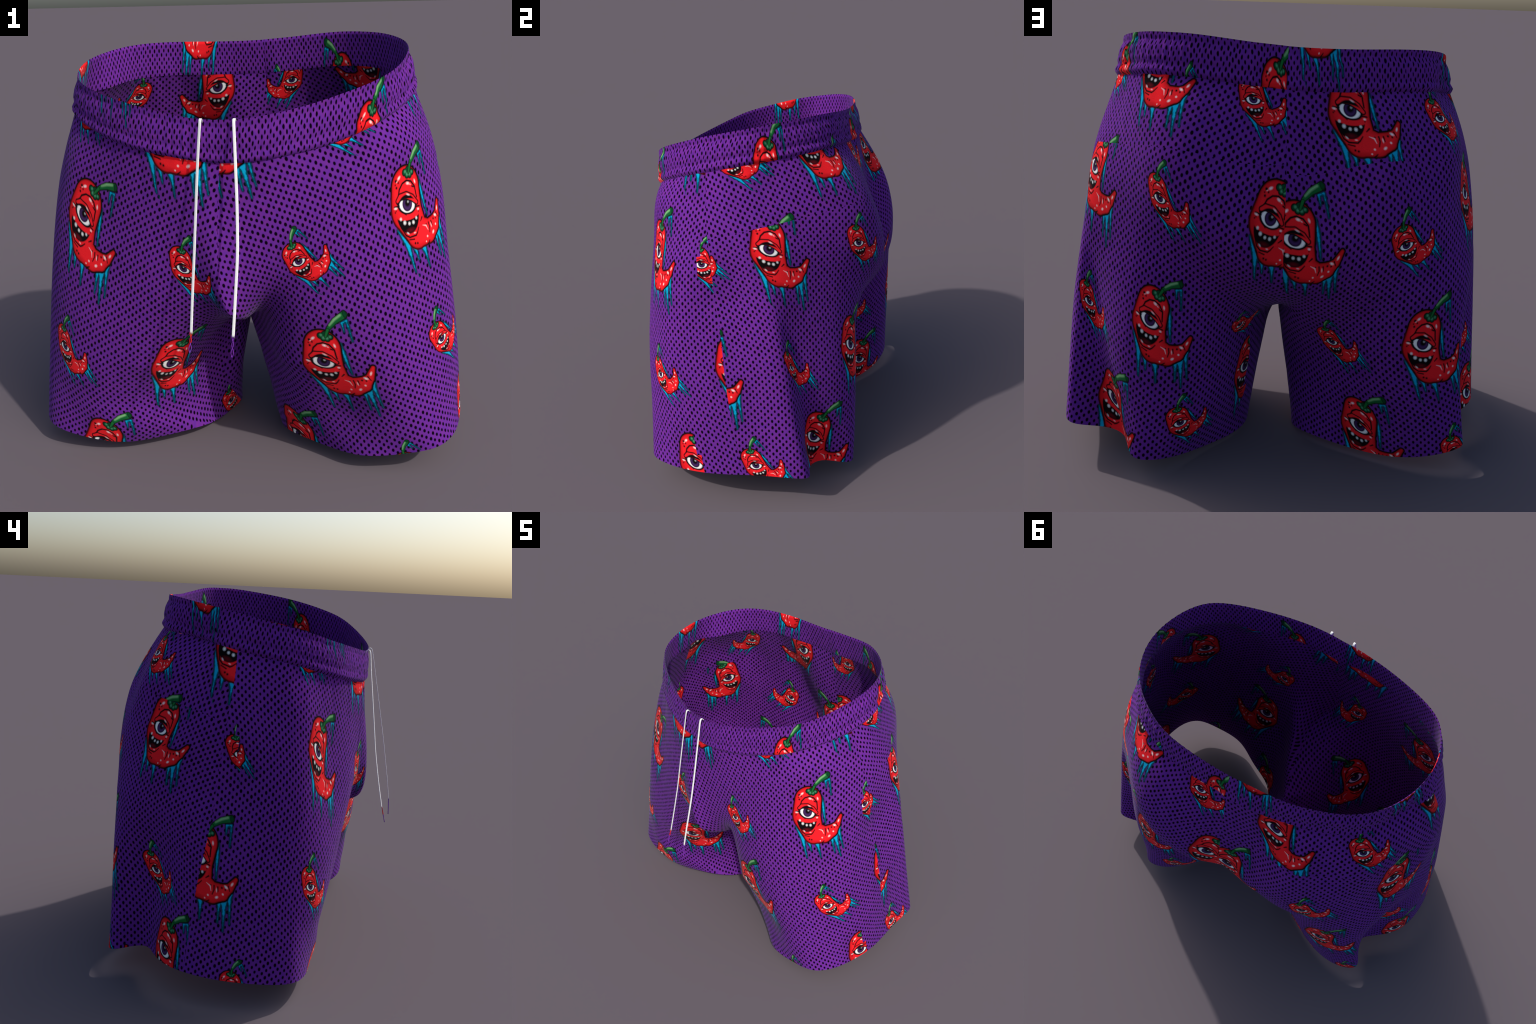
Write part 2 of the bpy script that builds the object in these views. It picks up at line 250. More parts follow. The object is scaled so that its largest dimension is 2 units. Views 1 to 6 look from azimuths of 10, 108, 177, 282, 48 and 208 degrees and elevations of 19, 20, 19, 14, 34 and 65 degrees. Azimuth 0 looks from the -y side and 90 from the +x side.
# ---------------------------------------------------------------- mesh helpers
def new_object(name, me, parent, material=None):
    ob = bpy.data.objects.new(name, me)
    bpy.context.scene.collection.objects.link(ob)
    ob.parent = parent
    if material:
        me.materials.append(material)
    return ob


def cloth_object(name, blocks, motifs, parent, material, thickness=0.0, hem=False):
    """blocks: list of (P, N, Q, flip) grids -> one welded, smooth, UV-mapped cloth piece."""
    verts, normals, faces, uvs, index = [], [], [], [], {}

    def vert(p, n, layer):
        k = (key_of(p), layer)
        if k not in index:
            index[k] = len(verts)
            verts.append(p)
            normals.append(n)
        return index[k]

    for P, N, Q, flip in blocks:
        nv, nu = P.shape[:2]
        layers = [(P, N, flip, 0)]
        if thickness:
            layers.append((P - N * thickness, -N, -flip, 1))
        ids = []
        for PP, NN, fl, layer in layers:
            I = [[vert(PP[i, j], NN[i, j], layer) for j in range(nu)] for i in range(nv)]
            ids.append(I)
            for i in range(nv - 1):
                for j in range(nu - 1):
                    ring = [(i, j), (i + 1, j), (i + 1, j + 1), (i, j + 1)]
                    if fl < 0:
                        ring.reverse()
                    f = [I[a][b] for a, b in ring]
                    if len(set(f)) < 4:
                        keep = [q for q, v in enumerate(f) if v not in f[:q]]
                        if len(keep) < 3:
                            continue
                        f, ring = [f[q] for q in keep], [ring[q] for q in keep]
                    faces.append(f)
                    uvs.append([Q[a, b] for a, b in ring])
        if thickness and hem:
            O, I = ids
            for j in range(nu - 1):
                f = [O[-1][j], I[-1][j], I[-1][j + 1], O[-1][j + 1]]
                q = [Q[-1, j], Q[-1, j], Q[-1, j + 1], Q[-1, j + 1]]
                if flip < 0:
                    f.reverse()
                    q.reverse()
                faces.append(f)
                uvs.append(q)
    me = bpy.data.meshes.new(name)
    me.from_pydata([tuple(v) for v in verts], [], faces)
    quads = np.array([list(q) + [q[-1]] * (4 - len(q)) for q in uvs])
    art = print_coords(quads, motifs)
    flat = np.concatenate([np.array(q) for q in uvs])
    inked = np.concatenate([art[i][: len(q)] for i, q in enumerate(uvs)])
    me.uv_layers.new(name="cloth").data.foreach_set("uv", flat.astype(np.float32).ravel())
    me.uv_layers.new(name="print").data.foreach_set("uv", inked.astype(np.float32).ravel())
    me.polygons.foreach_set("use_smooth", [True] * len(faces))
    me.normals_split_custom_set_from_vertices([tuple(n) for n in normals])
    me.update()
    return new_object(name, me, parent, material)


def sweep(name, path, half_width, half_thick, parent, material, sides=12, turn=0.0, steps=60):
    """Ribbon or cord with an oval section swept along a smooth path, its width kept across x."""
    pts = np.array(path, float)
    s = np.r_[0, np.cumsum(np.linalg.norm(np.diff(pts, axis=0), axis=1))]
    t = np.linspace(0, 1, steps)
    # Catmull-Rom through the points
    out = []
    for q in t * s[-1]:
        i = min(max(np.searchsorted(s, q, side="right") - 1, 0), len(pts) - 2)
        f = (q - s[i]) / (s[i + 1] - s[i])
        p0, p1, p2, p3 = pts[max(i - 1, 0)], pts[i], pts[i + 1], pts[min(i + 2, len(pts) - 1)]
        m1 = (p2 - p0) / max(s[i + 1] - s[max(i - 1, 0)], 1e-6) * (s[i + 1] - s[i])
        m2 = (p3 - p1) / max(s[min(i + 2, len(pts) - 1)] - s[i], 1e-6) * (s[i + 1] - s[i])
        out.append((2 * f**3 - 3 * f**2 + 1) * p1 + (f**3 - 2 * f**2 + f) * m1 + (-2 * f**3 + 3 * f**2) * p2 + (f**3 - f**2) * m2)
    C = np.array(out)
    T = np.gradient(C, axis=0)
    T /= np.linalg.norm(T, axis=1, keepdims=True)
    verts, faces = [], []
    for k in range(steps):
        a = math.radians(turn)
        w = np.array([math.cos(a), math.sin(a), 0.0])
        w -= T[k] * (w @ T[k])
        w /= np.linalg.norm(w)
        n = np.cross(T[k], w)
        for j in range(sides):
            g = 2 * math.pi * j / sides
            cx, cy = math.cos(g), math.sin(g)
            verts.append(C[k] + w * half_width * math.copysign(abs(cx) ** 0.7, cx) + n * half_thick * math.copysign(abs(cy) ** 0.7, cy))
    for k in range(steps - 1):
        for j in range(sides):
            a, b = k * sides + j, k * sides + (j + 1) % sides
            faces.append((a, b, b + sides, a + sides))
    faces.append(tuple(range(sides))[::-1])
    faces.append(tuple(range((steps - 1) * sides, steps * sides)))
    me = bpy.data.meshes.new(name)
    me.from_pydata([tuple(v) for v in verts], [], faces)
    me.polygons.foreach_set("use_smooth", [len(f) == 4 for f in faces])
    me.update()
    return new_object(name, me, parent, material)


# ---------------------------------------------------------------- materials
class Graph:
    """Small helper to write shader maths as calls."""

    def __init__(self, tree):
        self.t = tree

    def node(self, kind, **props):
        n = self.t.nodes.new(kind)
        for k, v in props.items():
            setattr(n, k, v)
        return n

    def put(self, socket, value):
        if isinstance(value, bpy.types.NodeSocket):
            self.t.links.new(value, socket)
        else:
            socket.default_value = value

    def math(self, op, a, b=None, c=None):
        n = self.node("ShaderNodeMath", operation=op)
        for i, v in enumerate((a, b, c)):
            if v is not None:
                self.put(n.inputs[i], v)
        return n.outputs[0]

    def vec(self, op, a, b=None, scale=None, out=0):
        n = self.node("ShaderNodeVectorMath", operation=op)
        self.put(n.inputs[0], a)
        if b is not None:
            self.put(n.inputs[1], b)
        if scale is not None:
            self.put(n.inputs["Scale"], scale)
        return n.outputs["Value"] if op in ("LENGTH", "DISTANCE", "DOT_PRODUCT") else n.outputs[0]

    def ramp(self, d, full, none):
        k = 1.0 / (none - full)
        return self.unit(self.math("MULTIPLY_ADD", d, -k, none * k))

    def unit(self, x):
        return self.math("MINIMUM", self.math("MAXIMUM", x, 0.0), 1.0)

    def mix(self, fac, a, b):
        n = self.node("ShaderNodeMix", data_type="RGBA")
        self.put(n.inputs[0], fac)
        for s, v in ((n.inputs[6], a), (n.inputs[7], b)):
            self.put(s, v if isinstance(v, bpy.types.NodeSocket) else (*v, 1.0))
        return n.outputs[2]

    # distances to drawn strokes and spots, all joined into one running minimum
    def spots(self, p, spots, d=None):
        for (x, y, r) in spots:
            e = self.math("SUBTRACT", self.vec("DISTANCE", p, (x, y, 0.0)), r)
            d = e if d is None else self.math("MINIMUM", d, e)
        return d

    def ovals(self, p, ovals, d=None):
        for (x, y, rx, ry, turn) in ovals:
            c, sn = math.cos(math.radians(turn)), math.sin(math.radians(turn))
            q = self.vec("SUBTRACT", p, (x, y, 0.0))
            a = self.vec("DOT_PRODUCT", q, (c / rx, sn / rx, 0.0))
            b = self.vec("DOT_PRODUCT", q, (-sn / ry, c / ry, 0.0))
            r = self.math("SQRT", self.math("MULTIPLY_ADD", a, a, self.math("MULTIPLY", b, b)))
            e = self.math("MULTIPLY_ADD", r, min(rx, ry), -min(rx, ry))
            d = e if d is None else self.math("MINIMUM", d, e)
        return d

    def strokes(self, p, strokes, d=None):
        """Each stroke is a list of (x, y, radius): a chain of tapered segments."""
        for chain in strokes:
            for (ax, ay, ar), (bx, by, br) in zip(chain[:-1], chain[1:]):
                ex, ey = bx - ax, by - ay
                ll = ex * ex + ey * ey
                pa = self.vec("SUBTRACT", p, (ax, ay, 0.0))
                h = self.unit(self.vec("DOT_PRODUCT", pa, (ex / ll, ey / ll, 0.0)))
                q = self.vec("SUBTRACT", pa, self.vec("SCALE", (ex, ey, 0.0), scale=h))
                e = self.math("SUBTRACT", self.vec("LENGTH", q), self.math("MULTIPLY_ADD", h, br - ar, ar))
                d = e if d is None else self.math("MINIMUM", d, e)
        return d


def px(*rows):
    """Drawing units: thousandths, so the motif reads like a sketch on a 1000-unit sheet."""
    return [tuple(v / 1000.0 for v in r) for r in rows]


def chili_group():
    """The printed motif: a grinning one-eyed chili with a bent stem and dripping slime."""
    tree = bpy.data.node_groups.new("chili_motif", "ShaderNodeTree")
    tree.interface.new_socket("Vector", in_out="INPUT", socket_type="NodeSocketVector")
    tree.interface.new_socket("Cloth", in_out="INPUT", socket_type="NodeSocketColor")
    tree.interface.new_socket("Color", in_out="OUTPUT", socket_type="NodeSocketColor")
    gi, go = tree.nodes.new("NodeGroupInput"), tree.nodes.new("NodeGroupOutput")
    g = Graph(tree)
    p, col = g.vec("ADD", gi.outputs["Vector"], (0.0, 0.0, 0.0)), gi.outputs["Cloth"]
    soft = 0.006
    BLACK, RED, SLIME, WHITE = (0.006, 0.004, 0.005), INK_RED, INK_SLIME, (0.85, 0.85, 0.83)

    def ink(d, colour, grow=0.0, edge=soft, strength=1.0):
        nonlocal col
        a = g.ramp(d, grow - edge, grow + edge)
        if strength < 1:
            a = g.math("MULTIPLY", a, strength)
        col = g.mix(a, col, colour)

    # slime running off the underside, the neck and the stem
    d = g.strokes(p, [
        px((150, 915, 8), (235, 1050, 26), (264, 1095, 34), (285, 1230, 16), (312, 1375, 7)),
        px((350, 1115, 34), (372, 1185, 16), (388, 1265, 5)),
        px((492, 1165, 36), (512, 1235, 16), (537, 1370, 5)),
        px((730, 1090, 30), (742, 1160, 15), (765, 1300, 6)),
        px((775, 1045, 52), (800, 1110, 28), (825, 1230, 15), (858, 1365, 6)),
        px((862, 880, 10), (845, 990, 27), (872, 1100, 14), (912, 1250, 5)),
        px((556, 470, 8), (578, 600, 24), (600, 720, 15), (626, 845, 6)),
        px((560, 640, 10), (556, 690, 5)),
        px((600, 245, 18), (650, 225, 18), (668, 300, 11), (694, 450, 5)),
        px((600, 245, 16), (612, 340, 5)),
    ])
    ink(d, (0.004, 0.02, 0.03), grow=0.012, edge=0.010, strength=0.9)
    ink(d, INK_SLIME_DARK, grow=0.001)
    streak = g.node("ShaderNodeTexNoise")
    g.put(streak.inputs["Vector"], p)
    streak.inputs["Scale"].default_value = 26.0
    d = g.math("ADD", d, g.math("MULTIPLY_ADD", streak.outputs[0], 0.03, -0.012))
    ink(d, SLIME, grow=-0.009, edge=0.006)
    d = g.strokes(p, [px((340, 1400, 6), (356, 1450, 9))])
    ink(d, (0.0, 0.05, 0.06), strength=0.8)

    # stem
    d = g.strokes(p, [px((395, 390, 10), (438, 300, 17), (520, 218, 28), (628, 158, 36))])
    ink(d, BLACK, grow=0.012)
    ink(d, INK_GREEN)
    d = g.strokes(p, [px((404, 385, 5), (456, 305, 9), (550, 222, 15), (612, 190, 11))])
    ink(g.math("ADD", d, -0.002), INK_GREEN_DARK, edge=0.018, strength=0.5)
    d = g.strokes(p, [px((455, 265, 4), (515, 205, 9), (585, 160, 8))])
    ink(d, (0.32, 0.62, 0.30), edge=0.014, strength=0.75)
    d = g.ovals(p, [(0.638, 0.152, 0.018, 0.036, -18)])
    ink(d, BLACK, grow=0.006)
    ink(d, INK_GREEN_DARK)

    # red body: shoulders, belly and curled tail
    body = g.strokes(p, [px((341, 528, 203), (325, 740, 216), (430, 985, 160), (610, 1013, 117), (730, 962, 88), (815, 878, 46), (870, 755, 20))])
    ink(body, BLACK, grow=0.022)
    ink(body, RED, grow=-0.004)
    # duller red where the pepper turns away at the rim
    ink(g.math("MAXIMUM", g.math("MULTIPLY_ADD", body, -1.0, -0.004), g.math("MULTIPLY", body, 6.0)), INK_RED_DARK, grow=0.020, edge=0.030, strength=0.7)
    d = g.ovals(p, [(0.16, 0.86, 0.05, 0.22, -12), (0.40, 1.13, 0.22, 0.035, 12)])
    ink(g.math("MAXIMUM", d, body), INK_RED_DARK, edge=0.03, strength=0.4)

    # leafy collar
    d = g.spots(p, px((335, 385, 30), (370, 415, 28), (415, 420, 28), (452, 398, 26), (395, 380, 46)))
    ink(d, BLACK, grow=0.010)
    ink(d, INK_GREEN_DARK, grow=-0.002)
    d = g.spots(p, px((345, 378, 12), (372, 408, 13), (412, 412, 12), (448, 395, 9)))
    ink(d, (0.10, 0.40, 0.20), edge=0.012, strength=0.8)
    d = g.strokes(p, [px((396, 395, 10), (428, 318, 15))])
    ink(d, BLACK, grow=0.007)
    ink(d, INK_GREEN)

    # brow dome and wrinkles
    d = g.strokes(p, [
        px((222, 590, 6), (240, 535, 7), (290, 485, 7), (355, 466, 7), (425, 485, 7), (478, 545, 7), (492, 650, 6)),
        px((235, 590, 4), (290, 582, 6), (310, 588, 3)),
        px((415, 612, 3), (470, 660, 6), (488, 690, 5)),
        px((435, 535, 5), (465, 545, 6)),
    ])
    ink(d, BLACK, grow=0.003, edge=0.006)

    # eye
    eye = g.ovals(p, [(0.333, 0.701, 0.116, 0.074, 9)])
    ink(eye, BLACK, grow=0.017)
    ink(eye, WHITE, grow=-0.002)
    iris = g.spots(p, px((337, 690, 69)))
    ink(g.math("MAXIMUM", iris, eye), (0.012, 0.006, 0.02), grow=0.004)
    ink(g.math("MAXIMUM", iris, eye), (0.055, 0.022, 0.10), grow=-0.010, edge=0.012)
    ink(g.spots(p, px((340, 680, 38))), BLACK, edge=0.012)
    ink(g.spots(p, px((350, 670, 9), (362, 661, 5))), (0.45, 0.48, 0.46), edge=0.010)

    # heavy lid across the top of the eye
    d = g.strokes(p, [px((200, 640, 17), (245, 608, 26), (335, 606, 30), (420, 645, 28), (480, 698, 17))])
    ink(d, BLACK, grow=0.013)
    ink(d, RED, grow=-0.002)
    d = g.strokes(p, [px((190, 665, 5), (215, 690, 5)), px((462, 738, 6), (515, 742, 5)), px((150, 688, 5), (200, 690, 6), (235, 740, 4), (300, 790, 4))])
    ink(d, BLACK, grow=0.003, edge=0.006)

    # grin
    low = g.ovals(p, [(0.328, 0.790, 0.152, 0.180, 0)])
    top = g.ovals(p, [(0.322, 0.742, 0.240, 0.112, 3)])
    mouth = g.math("MAXIMUM", low, g.math("MULTIPLY", top, -1.0))
    ink(mouth, BLACK, grow=0.009)
    d = g.ovals(p, [(0.335, 0.948, 0.045, 0.018, 0)])
    ink(g.math("MAXIMUM", d, mouth), (0.11, 0.005, 0.010), edge=0.016)
    d = g.spots(p, px((215, 818, 13), (263, 861, 18), (327, 881, 14), (388, 880, 16), (441, 847, 12)))
    ink(d, (0.72, 0.72, 0.70), edge=0.010)

    # chin folds, tail rings, pores
    d = g.strokes(p, [
        px((205, 900, 4), (255, 985, 6), (305, 1015, 6), (400, 1013, 6), (425, 990, 5), (455, 945, 3)),
        px((295, 1036, 3), (365, 1046, 5)),
        px((622, 930, 6), (633, 975, 5), (622, 1030, 3)),
        px((672, 925, 6), (685, 970, 3)),
        px((795, 860, 5), (825, 905, 3)),
        px((570, 1140, 6), (600, 1110, 3)),
        px((500, 890, 3), (530, 858, 6)),
    ])
    ink(d, BLACK, grow=0.003, edge=0.006)
    d = g.spots(p, px((200, 446, 14), (232, 468, 9), (188, 482, 7), (202, 512, 12), (722, 912, 11), (755, 886, 8), (770, 914, 10), (368, 1088, 11), (403, 1095, 11), (581, 940, 8), (152, 742, 7), (165, 728, 6), (490, 790, 6)))
    ink(d, BLACK, grow=0.001, edge=0.007)

    # gloss
    d = g.ovals(p, [
        (0.246, 0.424, 0.030, 0.017, -38), (0.214, 0.456, 0.014, 0.008, -38), (0.372, 0.496, 0.030, 0.017, 14),
        (0.408, 0.512, 0.014, 0.008, 25), (0.487, 0.496, 0.014, 0.026, -18), (0.362, 0.604, 0.030, 0.011, 22),
        (0.163, 0.704, 0.028, 0.014, 5), (0.490, 0.768, 0.019, 0.014, 0), (0.287, 0.970, 0.022, 0.011, 35),
        (0.385, 0.985, 0.018, 0.009, 0), (0.664, 0.965, 0.010, 0.026, -12), (0.771, 0.884, 0.030, 0.017, 15),
        (0.836, 0.823, 0.014, 0.028, 24), (0.751, 0.975, 0.015, 0.014, 0), (0.684, 1.040, 0.025, 0.016, -40),
        (0.572, 1.062, 0.014, 0.013, 0), (0.541, 1.110, 0.011, 0.010, 0),
    ])
    d = g.strokes(p, [px((522, 938, 4), (575, 953, 10), (598, 1000, 5))], d)
    ink(d, (0.95, 0.85, 0.82), grow=-0.007, edge=0.010, strength=1.0)

    g.put(go.inputs["Color"], col)
    return tree


def fabric_material():
    m = bpy.data.materials.new("perforated_purple_cloth")
    m.use_nodes = True
    t = m.node_tree
    t.nodes.clear()
    g = Graph(t)
    cloth = g.node("ShaderNodeUVMap", uv_map="cloth").outputs[0]
    cloth = g.vec("ADD", cloth, (0.0, 0.0, 0.0))
    drawn = g.node("ShaderNodeUVMap", uv_map="print").outputs[0]
    # staggered rows of oval dots, each a little different
    dist = None
    for k, shift in enumerate(((0.0, 0.0), (0.5, 0.5))):
        q = g.vec("ADD", g.vec("DIVIDE", cloth, (DOT_PITCH[0], DOT_PITCH[1], 1.0)), (40 + shift[0], 40 + shift[1], 0.0))
        cell = g.vec("FLOOR", q)
        wn = g.node("ShaderNodeTexWhiteNoise", noise_dimensions="3D")
        g.put(wn.inputs["Vector"], g.vec("ADD", cell, (0.3, 0.3, 5.0 + k)))
        off = g.vec("MULTIPLY", g.vec("SUBTRACT", wn.outputs["Color"], (0.5, 0.5, 0.5)), (0.0022, 0.0022, 0.0))
        f = g.vec("SUBTRACT", g.vec("FRACTION", q), (0.5, 0.5, 0.0))
        f = g.vec("ADD", g.vec("MULTIPLY", f, (DOT_PITCH[0], DOT_PITCH[1], 0.0)), off)
        e = g.vec("LENGTH", g.vec("DIVIDE", f, (DOT_SIZE[0], DOT_SIZE[1], 1.0)))
        e = g.math("ADD", e, g.math("MULTIPLY_ADD", wn.outputs["Value"], 0.26, -0.13))
        dist = e if dist is None else g.math("MINIMUM", dist, e)
    hole = g.ramp(dist, 0.72, 1.28)
    grain = g.node("ShaderNodeTexNoise")
    g.put(grain.inputs["Vector"], cloth)
    grain.inputs["Scale"].default_value = 55.0
    grain.inputs["Detail"].default_value = 3.0
    base = g.mix(g.ramp(grain.outputs[0], 0.35, 0.65), INK_PURPLE_B, INK_PURPLE_A)
    base = g.mix(hole, base, (0.004, 0.001, 0.006))

    def bsdf(colour):
        b = g.node("ShaderNodeBsdfPrincipled")
        g.put(b.inputs["Base Color"], colour)
        b.inputs["Roughness"].default_value = 0.9
        b.inputs["Specular IOR Level"].default_value = 0.0
        b.inputs["Sheen Weight"].default_value = 0.06
        b.inputs["Sheen Roughness"].default_value = 0.4
        return b

    plain = bsdf(base)
    group = g.node("ShaderNodeGroup", node_tree=chili_group())
    g.put(group.inputs["Vector"], drawn)
    g.put(group.inputs["Cloth"], base)
    # printed ink shows the knit as a faint speckle
    speck = g.node("ShaderNodeTexNoise")
    g.put(speck.inputs["Vector"], cloth)
    speck.inputs["Scale"].default_value = 260.0
    sp = g.node("ShaderNodeMix", data_type="RGBA", blend_type="MULTIPLY")
    sp.inputs[0].default_value = 1.0
    g.put(sp.inputs[6], group.outputs["Color"])
    g.put(sp.inputs[7], g.mix(g.ramp(speck.outputs[0], 0.3, 0.7), (1.0, 1.0, 1.0), (0.86, 0.86, 0.86)))
    inked = bsdf(sp.outputs[2])
    sep = g.node("ShaderNodeSeparateXYZ")
    g.put(sep.inputs[0], drawn)
    mix = g.node("ShaderNodeMixShader")
    # skip the drawing where the cloth is certainly bare
    art = g.vec("ADD", drawn, (0.0, 0.0, 0.0))
    near = g.strokes(art, [px((330, 470, 290), (340, 900, 330), (560, 1180, 330), (880, 1100, 270), (880, 820, 140)), px((480, 300, 190), (650, 250, 150), (680, 400, 100))])
    g.put(mix.inputs[0], g.math("MULTIPLY", g.math("LESS_THAN", sep.outputs[0], 5.0), g.math("LESS_THAN", near, 0.0)))
    g.put(mix.inputs[1], plain.outputs[0])
    g.put(mix.inputs[2], inked.outputs[0])
    out = g.node("ShaderNodeOutputMaterial")
    g.put(out.inputs["Surface"], mix.outputs[0])
    return m


def cord_material(name, colour, rough=0.7):
    m = bpy.data.materials.new(name)
    m.use_nodes = True
    t = m.node_tree
    g = Graph(t)
    b = t.nodes["Principled BSDF"]
    b.inputs["Roughness"].default_value = rough
    b.inputs["Specular IOR Level"].default_value = 0.2
    co = g.node("ShaderNodeTexCoord").outputs["Object"]
    n = g.node("ShaderNodeTexNoise")
    g.put(n.inputs["Vector"], co)
    n.inputs["Scale"].default_value = 300.0
    g.put(b.inputs["Base Color"], g.mix(g.ramp(n.outputs[0], 0.3, 0.7), colour, tuple(c * 0.9 for c in colour)))
    return m


# ---------------------------------------------------------------- colours
INK_PURPLE_A, INK_PURPLE_B = (0.103, 0.021, 0.255), (0.138, 0.024, 0.235)
INK_RED, INK_RED_DARK = (0.82, 0.016, 0.023), (0.42, 0.006, 0.010)
INK_SLIME, INK_SLIME_DARK = (0.004, 0.34, 0.57), (0.0, 0.07, 0.11)
INK_GREEN, INK_GREEN_DARK = (0.010, 0.140, 0.032), (0.004, 0.055, 0.020)
DOT_PITCH, DOT_SIZE = (0.0330, 0.0340), (0.0055, 0.0081)

# ---------------------------------------------------------------- build
shorts = bpy.data.objects.new("shorts", None)
bpy.context.scene.collection.objects.link(shorts)
shorts["label"] = "purple perforated drawstring shorts printed with one-eyed red chilies"
shorts["category"] = "shorts"
fabric = fabric_material()

# body panels
pieces = []
for side, half in enumerate(HALVES):
    for name, (W, U) in panel_parameters(side).items():
        Q = flatten(half_points(half, W, U)) * ([1, 1] if side == 0 else [-1, 1])
        P = half_points(half, refine(W), refine(U))
        if name != "back_yoke":
            P[-1, :, 2] = np.maximum(P[-1, :, 2], 0.0)
        pieces.append((name, side, P, refine(Q), 1 if side == 0 else -1))
normals = weld_normals([p[2] for p in pieces], [p[4] for p in pieces])
# soft gathers where the elastic draws the cloth in, dying out below the band
for piece, N in zip(pieces, normals):
    W, U = (refine(a) for a in panel_parameters(piece[1])[piece[0]])
    ripple = sum(a * np.sin(2 * np.pi * f * U + ph + piece[1] * 1.7) for a, f, ph in ((0.5, 17, 0.4), (0.35, 27, 2.0), (0.3, 41, 4.1)))
    hold = np.clip(np.minimum(U, 1 - U) * 12, 0, 1) * np.exp(-W / 0.17) * np.interp(U, [0, 0.3, 0.5, 0.8, 1], [0.2, 0.6, 1.0, 0.9, 0.4])
    piece[2][...] += N * (0.0036 * ripple * hold)[..., None]
normals = weld_normals([p[2] for p in pieces], [p[4] for p in pieces])
for (name, side, P, Q, flip), N in zip(pieces, normals):
    cloth_object(name, [(P, N, Q, flip)], PRINTS[name][side], shorts, fabric, thickness=CLOTH, hem=name != "back_yoke")

# waistband: gathered elastic with two stitched channels, and its smooth lining
COLS, ROWS = 321, 41
u = np.linspace(0, 1, COLS)
s = np.linspace(0, 1, ROWS)[:, None]


def band_curve(points):
    c = np.interp(np.linspace(0, 1, 401), *zip(*points))
    kernel = np.hanning(25)
    c = np.convolve(np.pad(c, 12, mode="edge"), kernel / kernel.sum(), "valid")
    c[0] = c[-1] = 0.0
    return np.interp(s[:, 0], np.linspace(0, 1, 401), c)[:, None]


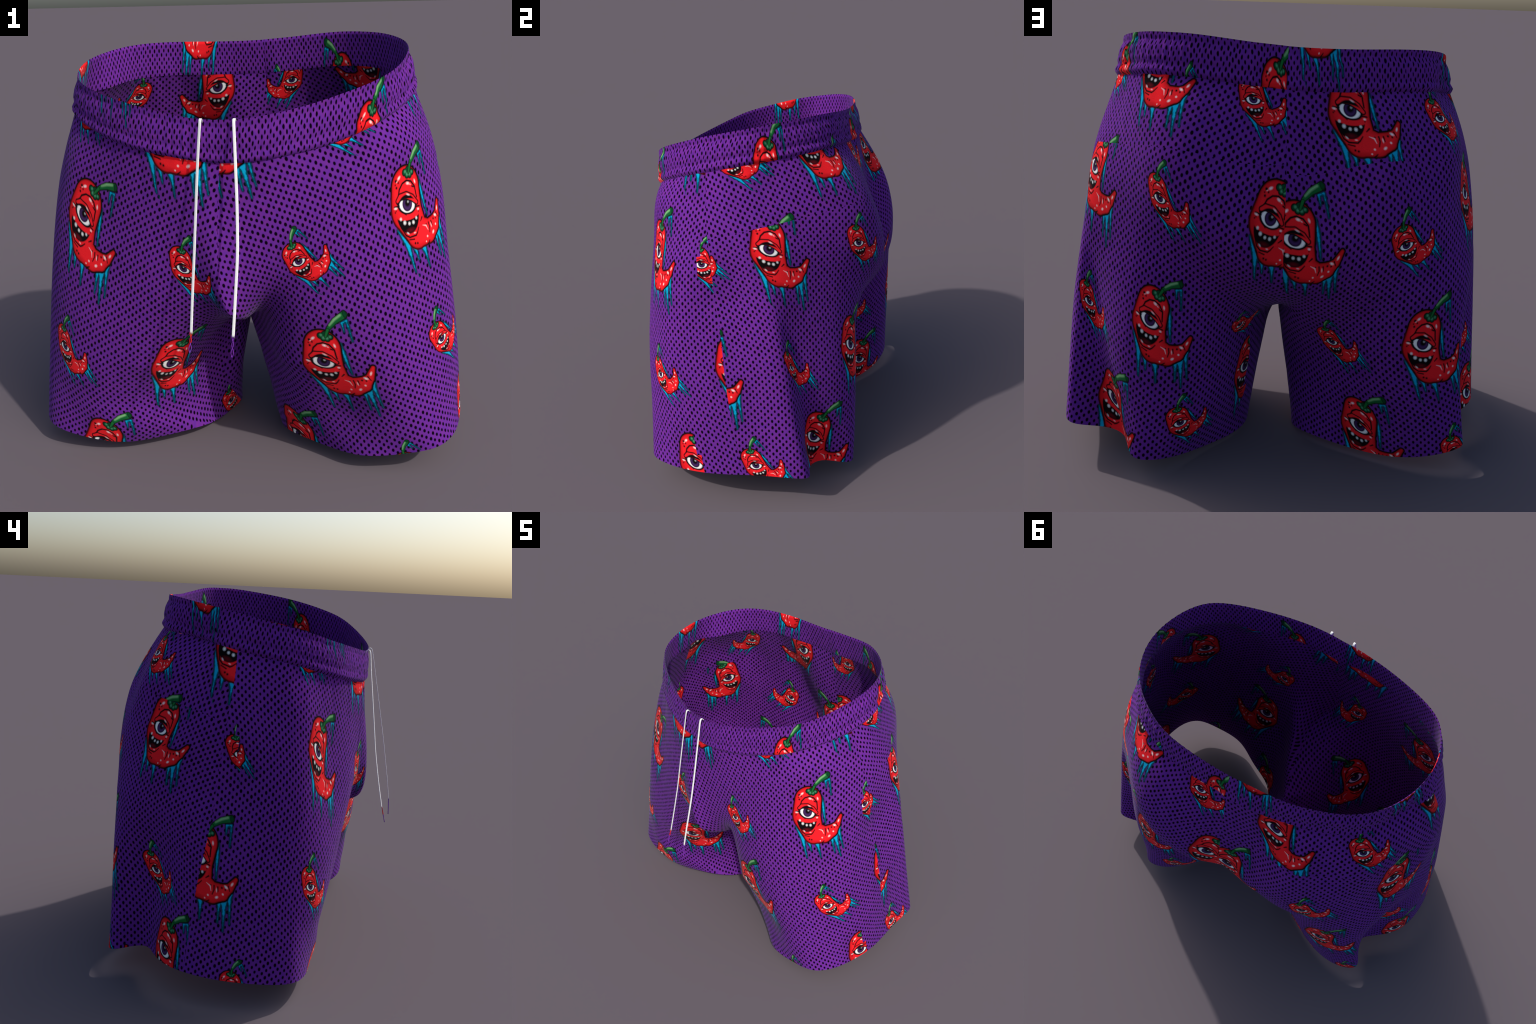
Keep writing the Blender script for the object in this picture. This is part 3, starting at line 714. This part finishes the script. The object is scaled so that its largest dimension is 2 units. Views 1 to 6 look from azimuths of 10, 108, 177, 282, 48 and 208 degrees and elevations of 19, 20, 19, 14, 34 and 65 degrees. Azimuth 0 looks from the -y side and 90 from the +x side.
channels, belly = band_curve(BAND_PROFILE), band_curve(BAND_BELLY)
outer_blocks, lining_blocks = [], []
for side, half in enumerate(HALVES):
    flip = 1 if side == 0 else -1
    R = spline_basis(len(half["rim"]), u) @ np.array(half["rim"])
    S = half_points(half, 0 * u, u)
    P = R[None] * (1 - s[..., None]) + S[None] * s[..., None]
    mid = (R + S) / 2
    run = np.r_[0, np.cumsum(np.linalg.norm(np.diff(mid, axis=0), axis=1))]
    tall = np.linalg.norm(R - S, axis=1)
    Q = np.stack([np.broadcast_to(run / GATHER[0], (ROWS, COLS)) * flip, -s * tall[None] / GATHER[1]], -1)
    Q0 = Q
    N = weld_normals([P], [flip])[0]
    # fine vertical gathers, fading out at the rim and seam and at the centre seams
    rng = np.random.default_rng(11 + side)
    waves = sum(a * np.sin(run[None] * f + ph + s * w) for a, f, ph, w in zip((0.5, 0.35, 0.3), rng.uniform(140, 330, 3), rng.uniform(0, 6, 3), rng.uniform(-3, 3, 3)))
    fade = np.clip(0.35 + s * 4, 0, 1) * np.clip((1 - s) * 6, 0, 1) * np.clip(np.minimum(u, 1 - u) * 30, 0, 1)[None]
    share = np.interp(u, [0, 0.25, 0.5, 0.75, 1], [0.45, 0.55, 1.0, 0.95, 0.5])[None]
    lift = channels * share + belly * np.clip(1 - share, 0, 1) + 0.0032 * (0.2 + 0.8 * share) * waves * fade
    # the knit zigzags where the elastic pulls it together
    zig = np.abs(((s * 2.6 + 0.15 * np.sin(run[None] * 9)) % 1.0) * 2 - 1) - 0.5
    Q = Q + np.stack([(0.005 * share * zig + 0.0022 * np.sin(run[None] * 55 + s * 7)) * flip, 0.003 * np.sin(run[None] * 70 + 1.0) * np.ones_like(s)], -1)
    outer_blocks.append([P + N * lift[..., None], Q, flip])
    inward = np.interp(s[:, 0], [0, 0.06, 0.9, 1], [0, -0.0045, -0.006, -CLOTH - 0.001])[:, None, None]
    inward = inward + (lift[:1] * np.clip(1 - s / 0.06, 0, 1))[..., None]
    lining_blocks.append([P + N * inward, Q0, -flip])
band = None
for name, blocks in (("waistband", outer_blocks), ("waistband_lining", lining_blocks)):
    fields = weld_normals([b[0] for b in blocks], [b[2] for b in blocks])
    if name == "waistband":  # knit bridges the small ridges, so they catch the light softly
        calm = weld_normals([b[0] for b in lining_blocks], [b[2] for b in blocks])
        fields = [0.8 * a + 0.2 * b for a, b in zip(fields, calm)]
        fields = [f / np.linalg.norm(f, axis=2, keepdims=True) for f in fields]
    marks = PRINTS[name][0] + PRINTS[name][1]
    parts = []
    ob = cloth_object(name, [(b[0], n, b[1], b[2]) for b, n in zip(blocks, fields)], marks, band or shorts, fabric)
    band = band or ob

# drawstrings with split tips
white = cord_material("white_cord", (0.80, 0.80, 0.80))
purple = cord_material("purple_thread", (0.17, 0.03, 0.36))
red = cord_material("red_thread", (0.62, 0.015, 0.02))
for path, tip, turn, first in DRAWSTRINGS:
    x, y, z = path[0]
    hook = [(x, y + 0.021, z - 0.012), (x, y + 0.015, z - 0.001), (x, y + 0.005, z + 0.004), (x, y - 0.003, z - 0.005)]
    cord = sweep("drawstring", hook + list(path[1:]), 0.0058, 0.0015, shorts, white, turn=turn, steps=90)
    a, b = np.array(path[-1]), np.array(tip)
    for k in (-1, 1):
        strand = []
        for q in np.linspace(0, 1, 9):
            sway = k * 0.0042 * math.cos(q * math.pi * 2.6) + 0.0006 * k
            strand.append(tuple(a + (b - a) * q + np.array([sway, 0.0008 * k, 0.004 * (1 - q)])))
        if first == "red":
            sweep("tassel_thread", strand[:5], 0.0015, 0.0013, cord, red, sides=8, steps=16)
            sweep("tassel_thread", strand[4:], 0.0015, 0.0013, cord, purple, sides=8, steps=16)
        else:
            sweep("tassel_thread", strand, 0.0015, 0.0013, cord, purple, sides=8, steps=30)
